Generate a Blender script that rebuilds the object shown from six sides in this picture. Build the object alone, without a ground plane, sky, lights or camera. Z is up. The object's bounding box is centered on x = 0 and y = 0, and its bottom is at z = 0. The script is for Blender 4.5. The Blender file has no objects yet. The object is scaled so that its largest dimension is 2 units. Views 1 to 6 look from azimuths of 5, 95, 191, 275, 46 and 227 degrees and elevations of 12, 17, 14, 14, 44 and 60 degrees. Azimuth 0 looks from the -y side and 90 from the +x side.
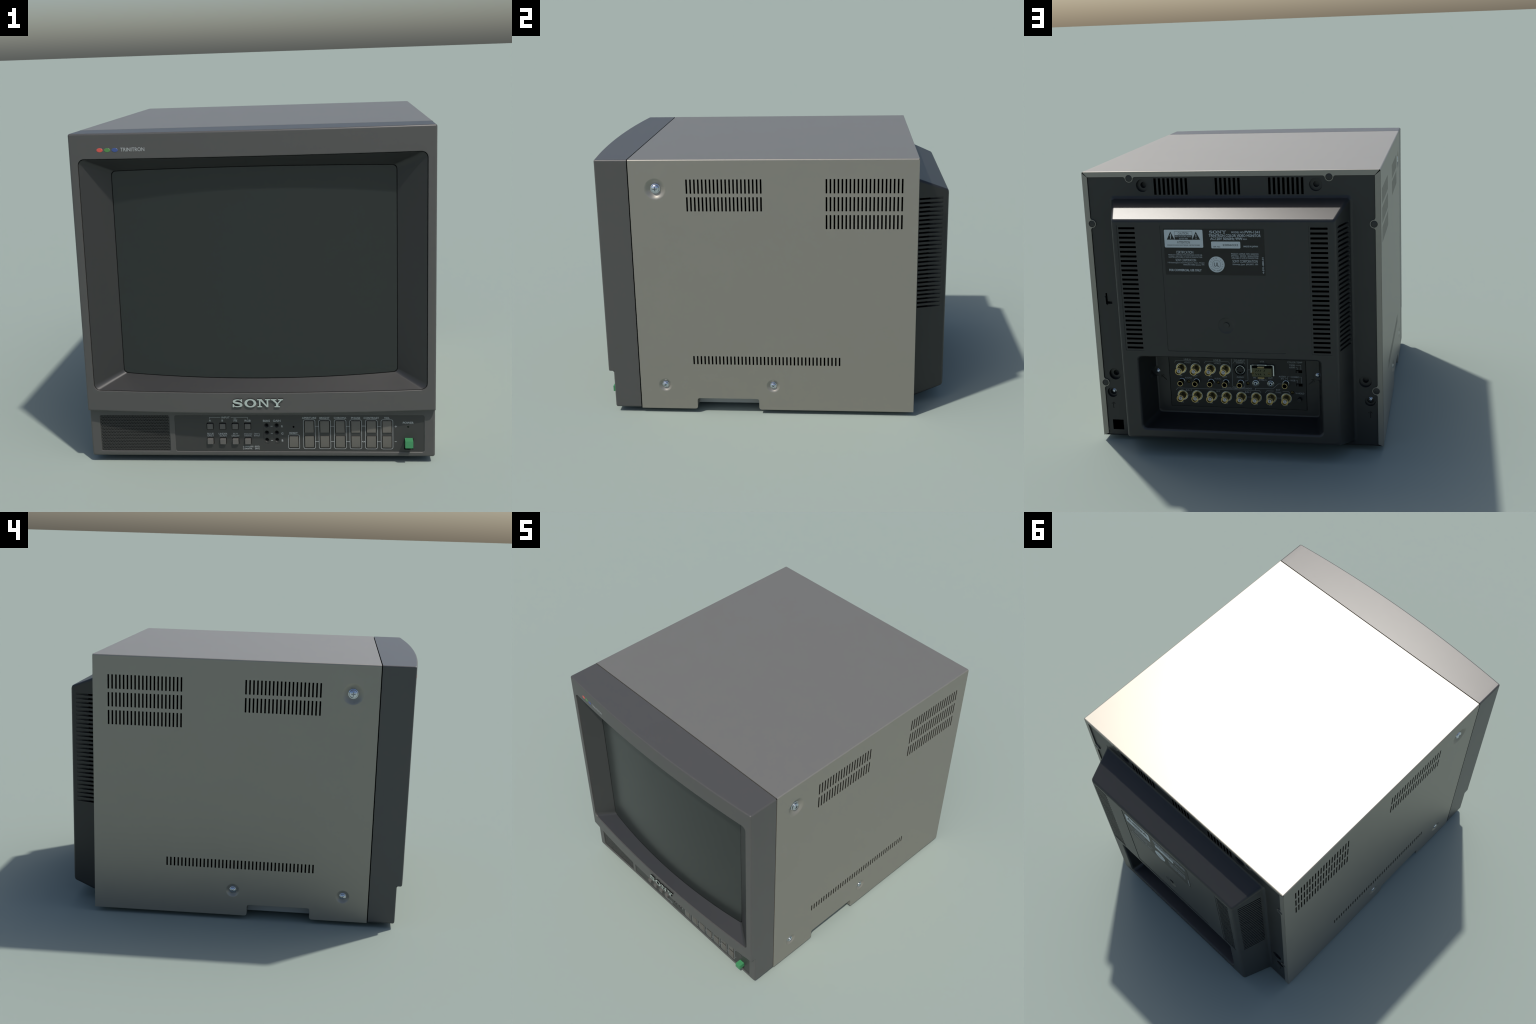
"""A professional cathode-ray video monitor: sheet-metal cabinet, moulded front
bezel with a cylindrical screen, control strip, and a black rear cover whose
housing carries vents, a rating label and a recessed field of connectors."""
import bpy, bmesh, math
from math import sin, cos, pi, radians
from mathutils import Vector, Matrix
from mathutils.geometry import delaunay_2d_cdt

# ------------------------------------------------------------------ materials
def material(name, color, rough=0.5, metallic=0.0, spec=0.5, grain=0.0, grain_scale=400.0,
             bump=0.0, coat=0.0, mottle=0.0):
    m = bpy.data.materials.new(name)
    m.use_nodes = True
    nt = m.node_tree
    b = nt.nodes["Principled BSDF"]
    b.inputs["Base Color"].default_value = (*color, 1)
    b.inputs["Roughness"].default_value = rough
    b.inputs["Metallic"].default_value = metallic
    b.inputs["Specular IOR Level"].default_value = spec
    b.inputs["Coat Weight"].default_value = coat
    if mottle or grain or bump:
        tc = nt.nodes.new("ShaderNodeTexCoord")
        fine = nt.nodes.new("ShaderNodeTexNoise")
        fine.inputs["Scale"].default_value = grain_scale
        fine.inputs["Detail"].default_value = 2
        nt.links.new(tc.outputs["Object"], fine.inputs["Vector"])
        broad = nt.nodes.new("ShaderNodeTexNoise")
        broad.inputs["Scale"].default_value = 4.0
        broad.inputs["Detail"].default_value = 4
        nt.links.new(tc.outputs["Object"], broad.inputs["Vector"])
        add = nt.nodes.new("ShaderNodeMath"); add.operation = "MULTIPLY_ADD"
        nt.links.new(fine.outputs["Fac"], add.inputs[0])
        add.inputs[1].default_value = grain
        add.inputs[2].default_value = 1.0 - grain / 2
        add2 = nt.nodes.new("ShaderNodeMath"); add2.operation = "MULTIPLY_ADD"
        nt.links.new(broad.outputs["Fac"], add2.inputs[0])
        add2.inputs[1].default_value = mottle
        add2.inputs[2].default_value = 1.0 - mottle / 2
        mul = nt.nodes.new("ShaderNodeMath"); mul.operation = "MULTIPLY"
        nt.links.new(add.outputs[0], mul.inputs[0])
        nt.links.new(add2.outputs[0], mul.inputs[1])
        vm = nt.nodes.new("ShaderNodeVectorMath"); vm.operation = "SCALE"
        vm.inputs[0].default_value = color
        nt.links.new(mul.outputs[0], vm.inputs["Scale"])
        nt.links.new(vm.outputs[0], b.inputs["Base Color"])
        if bump:
            bn = nt.nodes.new("ShaderNodeBump")
            bn.inputs["Strength"].default_value = bump
            bn.inputs["Distance"].default_value = 0.001
            nt.links.new(fine.outputs["Fac"], bn.inputs["Height"])
            nt.links.new(bn.outputs[0], b.inputs["Normal"])
    return m

M_CASE = material("painted_sheet_metal", (0.303, 0.285, 0.246), 0.43, 0.56, 0.9, mottle=0.04, grain=0.02)
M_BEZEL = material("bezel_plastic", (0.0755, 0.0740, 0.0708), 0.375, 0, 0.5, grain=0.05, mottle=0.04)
M_PANEL = material("control_panel_plastic", (0.034, 0.0345, 0.0330), 0.45, 0, 0.5, grain=0.04)
M_REAR = material("rear_black_plastic", (0.022, 0.0225, 0.022), 0.40, 0, 0.5, grain=0.06, mottle=0.05)
M_REAR2 = material("connector_panel_black", (0.019, 0.020, 0.019), 0.5, 0, 0.4, grain=0.04)
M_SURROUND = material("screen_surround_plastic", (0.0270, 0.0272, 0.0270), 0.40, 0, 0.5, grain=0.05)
M_VOID = material("unlit_void", (0.001, 0.001, 0.001), 1.0, 0, 0.0)  # near-black base colour bakes in the darkness inside slots and holes
M_GAP = material("gap_black", (0.004, 0.004, 0.004), 0.8, 0, 0.1)
M_SCREEN = material("screen_glass", (0.0175, 0.0215, 0.0205), 0.24, 0, 0.5)
M_PRINT = material("white_print", (0.42, 0.44, 0.44), 0.5, 0, 0.4)
M_PRINT2 = material("rear_grey_print", (0.33, 0.35, 0.355), 0.6, 0, 0.3)
M_PRINT3 = material("label_print", (0.45, 0.48, 0.50), 0.5, 0, 0.3)
M_LOGO = material("polished_logo_metal", (0.86, 0.89, 0.89), 0.16, 1.0)
M_ZINC = material("zinc_screw", (0.62, 0.66, 0.72), 0.18, 1.0)
M_ZINC_D = material("zinc_recess", (0.30, 0.32, 0.36), 0.35, 1.0)
M_KEY = material("beige_key_plastic", (0.125, 0.118, 0.103), 0.5, 0, 0.4, grain=0.04)
M_BTN = material("grey_button_plastic", (0.115, 0.110, 0.102), 0.5, 0, 0.4, grain=0.04)
M_GREEN = material("green_power_plastic", (0.050, 0.245, 0.100), 0.45, 0, 0.4)
M_DOT_R = material("red_lens", (0.60, 0.085, 0.065), 0.3, 0, 0.5)
M_DOT_G = material("green_lens", (0.080, 0.230, 0.065), 0.3, 0, 0.5)
M_DOT_B = material("blue_lens", (0.045, 0.080, 0.250), 0.3, 0, 0.5)
M_LED = material("dark_green_lamp", (0.004, 0.030, 0.006), 0.25, 0, 0.5)
M_LABEL = material("label_black", (0.0095, 0.0095, 0.0085), 0.45, 0, 0.4)
M_SILVER = material("label_silver", (0.55, 0.59, 0.60), 0.45, 0.0, 0.4)
M_GOLD = material("gold_plating", (0.62, 0.50, 0.24), 0.26, 1.0)
M_GOLD_D = material("aged_brass", (0.115, 0.095, 0.045), 0.35, 1.0)
M_NICKEL = material("nickel_plating", (0.56, 0.61, 0.62), 0.28, 1.0)
M_PTFE = material("white_insulator", (0.52, 0.52, 0.52), 0.5, 0, 0.4)
M_OLIVE = material("olive_resin", (0.115, 0.112, 0.048), 0.5, 0, 0.4)
M_TAN = material("tan_brass_tab", (0.42, 0.33, 0.15), 0.4, 0.6)
M_GRIP_WALL = material("pale_grip_wall_grey", (0.36, 0.37, 0.36), 0.6, 0, 0.4)
M_RUBBER = material("foot_rubber", (0.015, 0.015, 0.015), 0.8, 0, 0.3)

# ------------------------------------------------------------------ hierarchy
root = bpy.data.objects.new("video_monitor", None)
root.empty_display_size = 0.1
bpy.context.scene.collection.objects.link(root)
root["label"] = "boxy grey cathode ray tube video monitor with black rear connectors"
root["category"] = "video monitor"

def finish_mesh(me, angle=32):
    me.polygons.foreach_set("use_smooth", [True] * len(me.polygons))
    me.set_sharp_from_angle(angle=radians(angle))

def link(name, me, parent=None, weighted=True, angle=32, stuff=False):
    finish_mesh(me, angle)
    ob = bpy.data.objects.new(name, me)
    bpy.context.scene.collection.objects.link(ob)
    ob.parent = parent or root
    if weighted:
        w = ob.modifiers.new("weighted", "WEIGHTED_NORMAL")
        w.keep_sharp = True
        w.weight = 100
    if stuff:
        ob["kind"] = "stuff"
    return ob

def repeat(ob, loc, rot=(0, 0, 0), parent=None):
    c = ob.copy()
    bpy.context.scene.collection.objects.link(c)
    c.location = loc
    c.rotation_euler = rot
    c.parent = parent or ob.parent
    return c

# --------------------------------------------------------------- mesh builder
class Build:
    """Collects vertices and faces, each face with a material."""
    def __init__(self, *mats):
        self.v, self.f, self.mi, self.mats = [], [], [], list(mats)

    def slot(self, mat):
        if mat is None:
            return 0
        if mat not in self.mats:
            self.mats.append(mat)
        return self.mats.index(mat)

    def add(self, verts, faces, mat=None):
        o = len(self.v)
        self.v += [tuple(p) for p in verts]
        k = self.slot(mat)
        for f in faces:
            self.f.append(tuple(i + o for i in f))
            self.mi.append(k)

    def loft(self, loops, mat=None, closed=True, cap_start=False, cap_end=False):
        n = len(loops[0])
        verts = [p for l in loops for p in l]
        faces = []
        for a in range(len(loops) - 1):
            for i in range(n if closed else n - 1):
                j = (i + 1) % n
                faces.append((a * n + i, a * n + j, (a + 1) * n + j, (a + 1) * n + i))
        if cap_start:
            faces.append(tuple(range(n))[::-1])
        if cap_end:
            faces.append(tuple(range((len(loops) - 1) * n, len(loops) * n)))
        self.add(verts, faces, mat)

    def box(self, lo, hi, mat=None, bevel=0.0):
        x0, y0, z0 = lo
        x1, y1, z1 = hi
        bm = bmesh.new()
        bmesh.ops.create_cube(bm, size=1)
        for v in bm.verts:
            v.co = Vector((x0 + (v.co.x + .5) * (x1 - x0), y0 + (v.co.y + .5) * (y1 - y0), z0 + (v.co.z + .5) * (z1 - z0)))
        if bevel:
            bmesh.ops.bevel(bm, geom=bm.edges[:], offset=bevel, segments=2, profile=0.5, affect="EDGES")
        self.bm(bm, mat)

    def bm(self, bm, mat=None):
        bm.verts.index_update()
        self.add([v.co[:] for v in bm.verts], [[v.index for v in f.verts] for f in bm.faces], mat)
        bm.free()

    def lathe(self, profile, center=(0, 0, 0), axis="y", n=24, mat=None, sign=1):
        """profile: (radius, height along axis[, material])"""
        c = Vector(center)
        rings = []
        for p in profile:
            ring = []
            for i in range(n):
                a = 2 * pi * i / n
                u, w = p[0] * cos(a), p[0] * sin(a)
                d = {"y": (u, sign * p[1], w), "x": (sign * p[1], u, w), "z": (u, w, sign * p[1])}[axis]
                ring.append(c + Vector(d))
            rings.append(ring)
        for k in range(len(rings) - 1):
            mm = profile[k + 1][2] if len(profile[k + 1]) > 2 else mat
            self.loft([rings[k], rings[k + 1]], mm)
        for k, ring in ((0, rings[0]), (-1, rings[-1])):
            if profile[k][0] > 1e-6:
                mm = profile[k][2] if len(profile[k]) > 2 else mat
                self.add(ring, [tuple(range(n))], mm)

    def plate(self, outer, holes=(), rings=(), place=None, depth=0.0, into=None, mat=None, wall=None, outer_wall=False):
        """Flat sheet with openings. outer/holes/rings are 2D loops; place maps
        (u, v) to 3D; openings get walls of `depth` along vector `into`."""
        pts, edges, spans = [], [], []
        for loop in (outer, *holes, *rings):
            o = len(pts)
            pts += [Vector((p[0], p[1])) for p in loop]
            edges += [(o + i, o + (i + 1) % len(loop)) for i in range(len(loop))]
            spans.append((o, len(loop)))
        vs, _, fs, ov, _, _ = delaunay_2d_cdt(pts, edges, [], 0, 1e-7)
        boxes = [(min(p[0] for p in h), max(p[0] for p in h), min(p[1] for p in h), max(p[1] for p in h), h) for h in holes]
        keep = []
        for f in fs:
            c = sum((vs[i] for i in f), Vector((0, 0))) / len(f)
            if not inside(c, outer):
                continue
            if any(b[0] < c.x < b[1] and b[2] < c.y < b[3] and inside(c, b[4]) for b in boxes):
                continue
            keep.append(tuple(f))
        P = [Vector(place(v.x, v.y)) for v in vs]
        self.add(P, keep, mat)
        if depth:
            for h in (list(holes) + ([outer] if outer_wall else [])):
                a = [Vector(place(p[0], p[1])) for p in h]
                self.loft([a, [q + Vector(into) * depth for q in a]], wall or mat)

    def mesh(self, name, merge=1e-5, outward=True):
        me = bpy.data.meshes.new(name)
        me.from_pydata(self.v, [], self.f)
        for m in self.mats:
            me.materials.append(m)
        me.polygons.foreach_set("material_index", self.mi)
        bm = bmesh.new()
        bm.from_mesh(me)
        if merge:
            bmesh.ops.remove_doubles(bm, verts=bm.verts, dist=merge)
        if outward:
            bmesh.ops.recalc_face_normals(bm, faces=bm.faces)
        bm.to_mesh(me)
        bm.free()
        return me

def inside(p, poly):
    x, y = p[0], p[1]
    r = False
    j = len(poly) - 1
    for i in range(len(poly)):
        a, b = poly[i], poly[j]
        if (a[1] > y) != (b[1] > y) and x < (b[0] - a[0]) * (y - a[1]) / (b[1] - a[1]) + a[0]:
            r = not r
        j = i
    return r

def circle(cx, cy, r, n=24):
    return [(cx + r * cos(2 * pi * i / n), cy + r * sin(2 * pi * i / n)) for i in range(n)]

def round_rect(x0, x1, z0, z1, r, arc=5, side=(1, 1)):
    """Counter-clockwise rounded rectangle; r is one radius or four
    (lower-left, lower-right, upper-right, upper-left); side subdivides edges."""
    R = (r,) * 4 if not isinstance(r, (tuple, list)) else r
    cs = [(x0 + R[0], z0 + R[0], pi, R[0]), (x1 - R[1], z0 + R[1], 1.5 * pi, R[1]),
          (x1 - R[2], z1 - R[2], 0, R[2]), (x0 + R[3], z1 - R[3], .5 * pi, R[3])]
    out = []
    for k, (cx, cz, a0, rr) in enumerate(cs):
        arcp = [(cx + rr * cos(a0 + .5 * pi * i / arc), cz + rr * sin(a0 + .5 * pi * i / arc)) for i in range(arc + 1)]
        out += arcp
        nx = cs[(k + 1) % 4]
        e = (nx[0] + nx[3] * cos(nx[2]), nx[1] + nx[3] * sin(nx[2]))
        s = side[k % 2]
        for i in range(1, s):
            t = i / s
            out.append((arcp[-1][0] * (1 - t) + e[0] * t, arcp[-1][1] * (1 - t) + e[1] * t))
    return out

def rect(x0, x1, z0, z1):
    return [(x0, z0), (x1, z0), (x1, z1), (x0, z1)]

def cut(ob, cutter_mesh):
    """Boolean difference, result written back into the object's mesh."""
    c = bpy.data.objects.new("cutter", cutter_mesh)
    bpy.context.scene.collection.objects.link(c)
    for m in list(ob.modifiers):
        ob.modifiers.remove(m)
    b = ob.modifiers.new("cut", "BOOLEAN")
    b.operation, b.solver, b.object = "DIFFERENCE", "EXACT", c
    b.material_mode = "TRANSFER"
    dg = bpy.context.evaluated_depsgraph_get()
    me = bpy.data.meshes.new_from_object(ob.evaluated_get(dg))
    ob.modifiers.remove(b)
    old = ob.data
    ob.data = me
    bpy.data.meshes.remove(old)
    bpy.data.objects.remove(c)
    finish_mesh(me)
    w = ob.modifiers.new("weighted", "WEIGHTED_NORMAL")
    w.keep_sharp, w.weight = True, 100

# text -----------------------------------------------------------------------
def text_into(build, body, u, v, size, plane, width=None, bold=0.0, align="CENTER", thick=0.0004, mat=None, spacing=1.0, turn=0.0):
    """Lettering of cap height `size`, centred vertically on v, laid into `build`.
    plane(u, v, h) gives the 3D point; width stretches the line to that length."""
    cu = bpy.data.curves.new("lettering", "FONT")
    cu.body = body
    cu.size = 1.0
    cu.align_x = "LEFT"
    cu.resolution_u = 3
    cu.space_character = spacing
    cu.offset = bold
    ob = bpy.data.objects.new("lettering", cu)
    bpy.context.scene.collection.objects.link(ob)
    dg = bpy.context.evaluated_depsgraph_get()
    me = bpy.data.meshes.new_from_object(ob.evaluated_get(dg))
    bpy.data.objects.remove(ob)
    bpy.data.curves.remove(cu)
    if not len(me.vertices):
        return
    xs = [q.co.x for q in me.vertices]
    lo, hi = min(xs), max(xs)
    k = size / 0.70
    kx = k if width is None else width / (hi - lo)
    w = (hi - lo) * kx
    start = {"CENTER": -w / 2, "LEFT": 0, "RIGHT": -w}[align]
    ct, st = cos(turn), sin(turn)
    vs = []
    for q in me.vertices:
        a, b = start + (q.co.x - lo) * kx, q.co.y * k - size / 2
        vs.append(plane(u + a * ct - b * st, v + a * st + b * ct, thick))
    build.add(vs, [tuple(p.vertices) for p in me.polygons], mat)
    bpy.data.meshes.remove(me)

def stroke_into(build, pts, w, plane, mat=None, closed=False, thick=0.0004):
    """Printed line of width w along 2D points, mitred."""
    n = len(pts)
    P = [Vector(p) for p in pts]
    L, R = [], []
    for i in range(n):
        a = P[(i - 1) % n] if (closed or i > 0) else None
        b = P[(i + 1) % n] if (closed or i < n - 1) else None
        d1 = (P[i] - a).normalized() if a is not None else None
        d2 = (b - P[i]).normalized() if b is not None else None
        d = ((d1 or d2) + (d2 or d1)).normalized()
        nrm = Vector((-d.y, d.x))
        k = 1.0
        if d1 is not None and d2 is not None:
            k = 1 / max(0.4, nrm.dot(Vector((-d2.y, d2.x))))
        L.append(P[i] + nrm * w / 2 * k)
        R.append(P[i] - nrm * w / 2 * k)
    vs = [plane(p.x, p.y, thick) for p in L + R]
    fs = []
    for i in range(n if closed else n - 1):
        j = (i + 1) % n
        fs.append((i, j, n + j, n + i))
    build.add(vs, fs, mat)

# ------------------------------------------------------------------ dimensions
HX, TOP, BOT = 0.779, 1.506, 0.024          # half width, top, underside of cabinet
SEAM, BACK = -0.772, 0.817                  # bezel seam and rear edge of cabinet
front_y = lambda x: -0.9932 + 0.040 * (x / HX) ** 2      # bowed bezel front
screen_y = lambda x: -0.924 + 0.1216 * x * x            # cylindrical screen edge
CHIN = -0.9245                               # flat face of the control strip

# ==================================================================== CABINET
cab = Build(M_CASE)
ER = 0.007                                   # fold radius
Y0 = SEAM + 0.0058

def dish_profile(t):
    """0 at the rim, 1 on the floor."""
    t = max(0.0, min(1.0, (1 - t) / 0.62))
    return t * t * (3 - 2 * t)

DISHES = [(-0.6215, 1.3426, 0.062, 0.017), (-0.6215, 0.1725, 0.041, 0.0125), (0.0100, 0.1740, 0.041, 0.0125)]
PITCH = 0.0215

def slot(y, z0, z1, w=0.0092):
    return round_rect(y - w / 2, y + w / 2, z0, z1, 0.0022, 2)

slots = []
for z0, z1 in ((1.3160, 1.3965), (1.2160, 1.2970)):
    slots += [slot(-0.4456 + PITCH * i, z0, z1) for i in range(20)]
for z0, z1 in ((1.3165, 1.3970), (1.2165, 1.2970), (1.1160, 1.1965)):
    slots += [slot(0.3200 + PITCH * i, z0, z1) for i in range(20)]
slots += [slot(-0.4460 + PITCH * i, 0.3050, 0.3570, 0.0088) for i in range(40)]

def arc2(cx, cz, r, a0, a1, n=5):
    return [(cx + r * cos(a0 + (a1 - a0) * i / n), cz + r * sin(a0 + (a1 - a0) * i / n)) for i in range(n + 1)]

N0, N1, NT = -0.4360, -0.0740, 0.0915        # grip notch
CR = 0.014
notch = (arc2(N0 - CR, BOT + CR, CR, -pi / 2, 0) + arc2(N0 + CR, NT - CR, CR, pi, pi / 2)
         + arc2(N1 - CR, NT - CR, CR, pi / 2, 0) + arc2(N1 + CR, BOT + CR, CR, pi, 1.5 * pi))
side_outline = [(Y0, BOT)] + notch + [(BACK, BOT), (BACK, TOP - ER), (Y0, TOP - ER)]

for s in (1, -1):
    def place(y, z, s=s):
        d = 0.0
        for cy, cz, R, dep in DISHES:
            q = math.hypot(y - cy, z - cz) / R
            if q < 1:
                d = dep * dish_profile(q)
        return (s * (HX - d), y, z)
    rings = []
    for cy, cz, R, dep in DISHES:
        for k in range(12):
            rings.append(circle(cy, cz, R * (1 - 0.07 * k), 40))
    cab.plate(side_outline, slots, rings, place, 0.0018, (-s, 0, 0))
    # folded edge to the top
    fold = [[(s * (HX - ER + ER * cos(a)), y, TOP - ER + ER * sin(a)) for y in (Y0, BACK - .003)] for a in [i * pi / 12 for i in range(7)]]
    cab.loft(fold, closed=False)
    # grip pocket behind the notch and the sheet's lower return
    deep = HX - 0.090
    cab.loft([[(s * HX, y, z) for y, z in notch], [(s * deep, y, z) for y, z in notch]], closed=False)
    cab.add([(s * deep, y, z) for y, z in notch], [tuple(range(len(notch)))], M_GRIP_WALL)
    # front return into the seam
    cab.loft([[(s * HX, Y0, BOT), (s * HX, Y0, TOP - ER)], [(s * (HX - 0.012), Y0, BOT), (s * (HX - 0.012), Y0, TOP - 0.012)]], closed=False)
cab.add([(-HX + ER, Y0, TOP), (HX - ER, Y0, TOP), (HX - ER, BACK - .003, TOP), (-HX + ER, BACK - .003, TOP)], [(0, 1, 2, 3)])
cab.loft([[(-HX + ER, BACK - .003 + .0034 * sin(a), TOP - .0034 * (1 - cos(a))), (HX - ER, BACK - .003 + .0034 * sin(a), TOP - .0034 * (1 - cos(a)))] for a in [i * pi / 8 for i in range(5)]], closed=False)
cab.loft([[(-HX + ER, Y0, TOP), (HX - ER, Y0, TOP)], [(-HX + ER, Y0, TOP - 0.012), (HX - ER, Y0, TOP - 0.012)]], closed=False)
cab_me = cab.mesh("cabinet")
cabinet = link("cabinet", cab_me)

# underside
under = Build(M_CASE)
for a, b in ((Y0, N0 - CR), (N1 + CR, BACK - 0.004)):
    under.add([(-HX + .001, a, BOT), (HX - .001, a, BOT), (HX - .001, b, BOT), (-HX + .001, b, BOT)], [(0, 1, 2, 3)])
under.add([(-HX + .090, N0 - CR, BOT), (HX - .090, N0 - CR, BOT), (HX - .090, N1 + CR, BOT), (-HX + .090, N1 + CR, BOT)], [(0, 1, 2, 3)])
link("bottom_plate", under.mesh("bottom_plate"), cabinet, weighted=False)

# rear flange of the sheet metal: three mitred strips with eyelets
FL = 0.028                                    # flange width
FY = BACK + 0.0006
EYE, EYE_R = 0.0180, 0.0212
PLUGS_TOP = [(-0.5225, 1.4702), (0.5225, 1.4702)]
PLUGS_SIDE = [1.2296, 0.3364]
def eyelet_edge(p, along, across, r=EYE_R, offset=0.0):
    """points of a bulge on a straight edge around an eyelet centre p"""
    out = []
    half = math.sqrt(max(r * r - offset * offset, 1e-9))
    a0 = math.atan2(offset, half)
    for i in range(13):
        a = -a0 + 0 + (pi + 2 * a0) * i / 12
        out.append((p[0] + along[0] * -r * cos(a) + across[0] * r * sin(a), p[1] + along[1] * -r * cos(a) + across[1] * r * sin(a)))
    return out

flange = Build(M_CASE)
g = 0.0012                                    # mitre gap
zi = TOP - FL
outer = [(-HX + g + .004, TOP - .002), (-HX + FL + g, zi)]
for px, pz in PLUGS_TOP:
    outer += [(px - EYE_R - .010, zi), (px - EYE_R - .004, zi - .003)] + eyelet_edge((px, pz), (1, 0), (0, -1)) + [(px + EYE_R + .004, zi - .003), (px + EYE_R + .010, zi)]
outer += [(HX - FL - g, zi), (HX - g - .004, TOP - .002)]
place = lambda x, z: (x, FY, z)
flange.plate(outer, [circle(px, pz, EYE, 28) for px, pz in PLUGS_TOP], (), place, 0.006, (0, -1, 0), outer_wall=True)
for s in (1, -1):
    xi = HX - FL
    pts = [(HX - .001, BOT), (HX - .001, TOP - 2 * g - .004), (xi, zi - g)]
    for pz in PLUGS_SIDE:
        px = 0.7440
        pts += [(xi, pz + EYE_R + .010), (xi - .003, pz + EYE_R + .004)] + eyelet_edge((px, pz), (0, -1), (-1, 0)) + [(xi - .003, pz - EYE_R - .004), (xi, pz - EYE_R - .010)]
    pts += [(xi, BOT + .012)]
    flange.plate([(s * x, z) for x, z in pts], [[(s * x, z) for x, z in circle(.7440, pz, EYE, 28)] for pz in PLUGS_SIDE], (), place, 0.006, (0, -1, 0), outer_wall=True)
link("rear_flange", flange.mesh("rear_flange"), cabinet, weighted=False)

plug = Build(M_REAR)
plug.lathe([(0.0, 0.0), (0.0140, 0.0), (0.0166, -0.0012), (0.0166, -0.006)], n=28)
plug_ob = link("round_plug", plug.mesh("round_plug"), cabinet)
plug_ob.location = (PLUGS_TOP[0][0], BACK - .0004, PLUGS_TOP[0][1])
for p in [PLUGS_TOP[1]] + [(s * .7440, z) for s in (1, -1) for z in PLUGS_SIDE]:
    repeat(plug_ob, (p[0], BACK - .0004, p[1]))

# screws ----------------------------------------------------------------------
def screw_mesh(R):
    """Pan head with washer and cross recess, axis +x, seat at x = 0."""
    b = Build(M_ZINC)
    b.lathe([(0, 0), (R * 1.0, 0), (R * 1.0, R * .10), (R * .86, R * .16), (R * .84, R * .22), (R * .78, R * .42), (R * .60, R * .56), (R * .32, R * .64), (0, R * .66)], axis="x", n=32)
    ob = bpy.data.objects.new("tmp", b.mesh("screw"))
    bpy.context.scene.collection.objects.link(ob)
    c = Build(M_ZINC_D)
    c.box((R * .36, -R * .44, -R * .085), (R * .9, R * .44, R * .085))
    d = Build(M_ZINC_D)
    d.box((R * .37, -R * .085, -R * .44), (R * .9, R * .085, R * .44))
    cut(ob, c.mesh("c"))
    cut(ob, d.mesh("d"))
    me = ob.data
    bpy.data.objects.remove(ob)
    return me

big, small = screw_mesh(0.0275), screw_mesh(0.0200)
first = {}
for s in (1, -1):
    for k, (cy, cz, R, dep) in enumerate(DISHES):
        ob = bpy.data.objects.new("screw", big if k == 0 else small)
        bpy.context.scene.collection.objects.link(ob)
        ob.parent = cabinet
        ob.location = (s * (HX - dep + .0005), cy, cz)
        ob.rotation_euler = (0.35 * k + .1, 0, 0) if s > 0 else (0.5 * k, 0, pi)
        w = ob.modifiers.new("weighted", "WEIGHTED_NORMAL"); w.keep_sharp = True

# black shells modelled so the cabinet's inside shows as deep shade
lin = Build(M_VOID)
# black-walled boxes painted for the shadow seen through each slot group
for s in (1, -1):
    for y0, y1, z0, z1 in ((-.458, -.025, 1.209, 1.404), (.308, .741, 1.109, 1.404), (-.458, .405, .298, .364)):
        xa, xb = s * (HX - .0016), s * (HX - .085)
        q = [(y0, z0), (y1, z0), (y1, z1), (y0, z1)]
        lin.loft([[(xa, y, z) for y, z in q], [(xb, y, z) for y, z in q]], cap_end=True)
lin.box((-.690, .60, .045), (.690, .705, 1.490))
D = 0.16
lin.box((-HX + D, SEAM + .05, NT + .02), (HX - D, 0.59, TOP - D))
lin.box((-HX + .007, SEAM - .04, BOT + .012), (HX - .007, SEAM + .0054, TOP - .007))
link("interior_shadow_shells", lin.mesh("interior_shadow_shells"), cabinet, weighted=False)

feet = None
for x in (-0.56, 0.56):
    for y in (-0.62, 0.60):
        if feet is None:
            b = Build(M_RUBBER)
            b.lathe([(0, 0), (0.044, 0), (0.048, 0.004), (0.050, 0.028), (0, 0.028)], axis="z", n=28)
            feet = link("foot", b.mesh("foot"), cabinet)
            feet.location = (x, y, 0)
        else:
            repeat(feet, (x, y, 0))

# ====================================================================== BEZEL
bez = Build(M_BEZEL)
ARC, SIDE = 6, (48, 24)
LIP = 0.2565                                  # underside of the bowed upper frame
def outer_loop(inset, y_of, rt=0.009, rb=0.0002):
    pts = round_rect(-HX + inset, HX - inset, LIP + inset, TOP - inset, (rb, rb, max(rt - inset, .0012), max(rt - inset, .0012)), ARC, SIDE)
    return [(x, y_of(x), z) for x, z in pts]
def opening_loop(inset, dy):
    pts = round_rect(-0.742 + inset, 0.742 - inset, 0.354 + inset, 1.397 - inset, 0.028 - inset * .5, ARC, SIDE)
    return [(x, front_y(x) + dy, z) for x, z in pts]
def inner_loop(grow, dy):
    """Edge of the visible screen: straight sides, slightly bowed top and bottom."""
    pts = round_rect(-0.619, 0.619, 0.411, 1.3355, 0.018, ARC, SIDE)
    out = []
    for x, z in pts:
        bow = 0.0130 * (1 - (x / 0.619) ** 2)
        t = (z - 0.411) / (1.3355 - 0.411)
        z2 = z + bow * ((t * 2 - 1) if True else 0)
        cx, cz = 0, .873
        out.append((x + grow * (1 if x > 0 else -1) * abs(x) / .619, screen_y(x) + dy, z2 + grow * (z2 - cz) / .46))
    return out
B = 0.0085
rims = [outer_loop(0, lambda x: SEAM), outer_loop(0, lambda x: front_y(x) + B)]
for k in range(1, 5):
    a = k * pi / 8
    rims.append(outer_loop(B * (1 - cos(a)), lambda x, a=a: front_y(x) + B * (1 - sin(a))))
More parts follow.
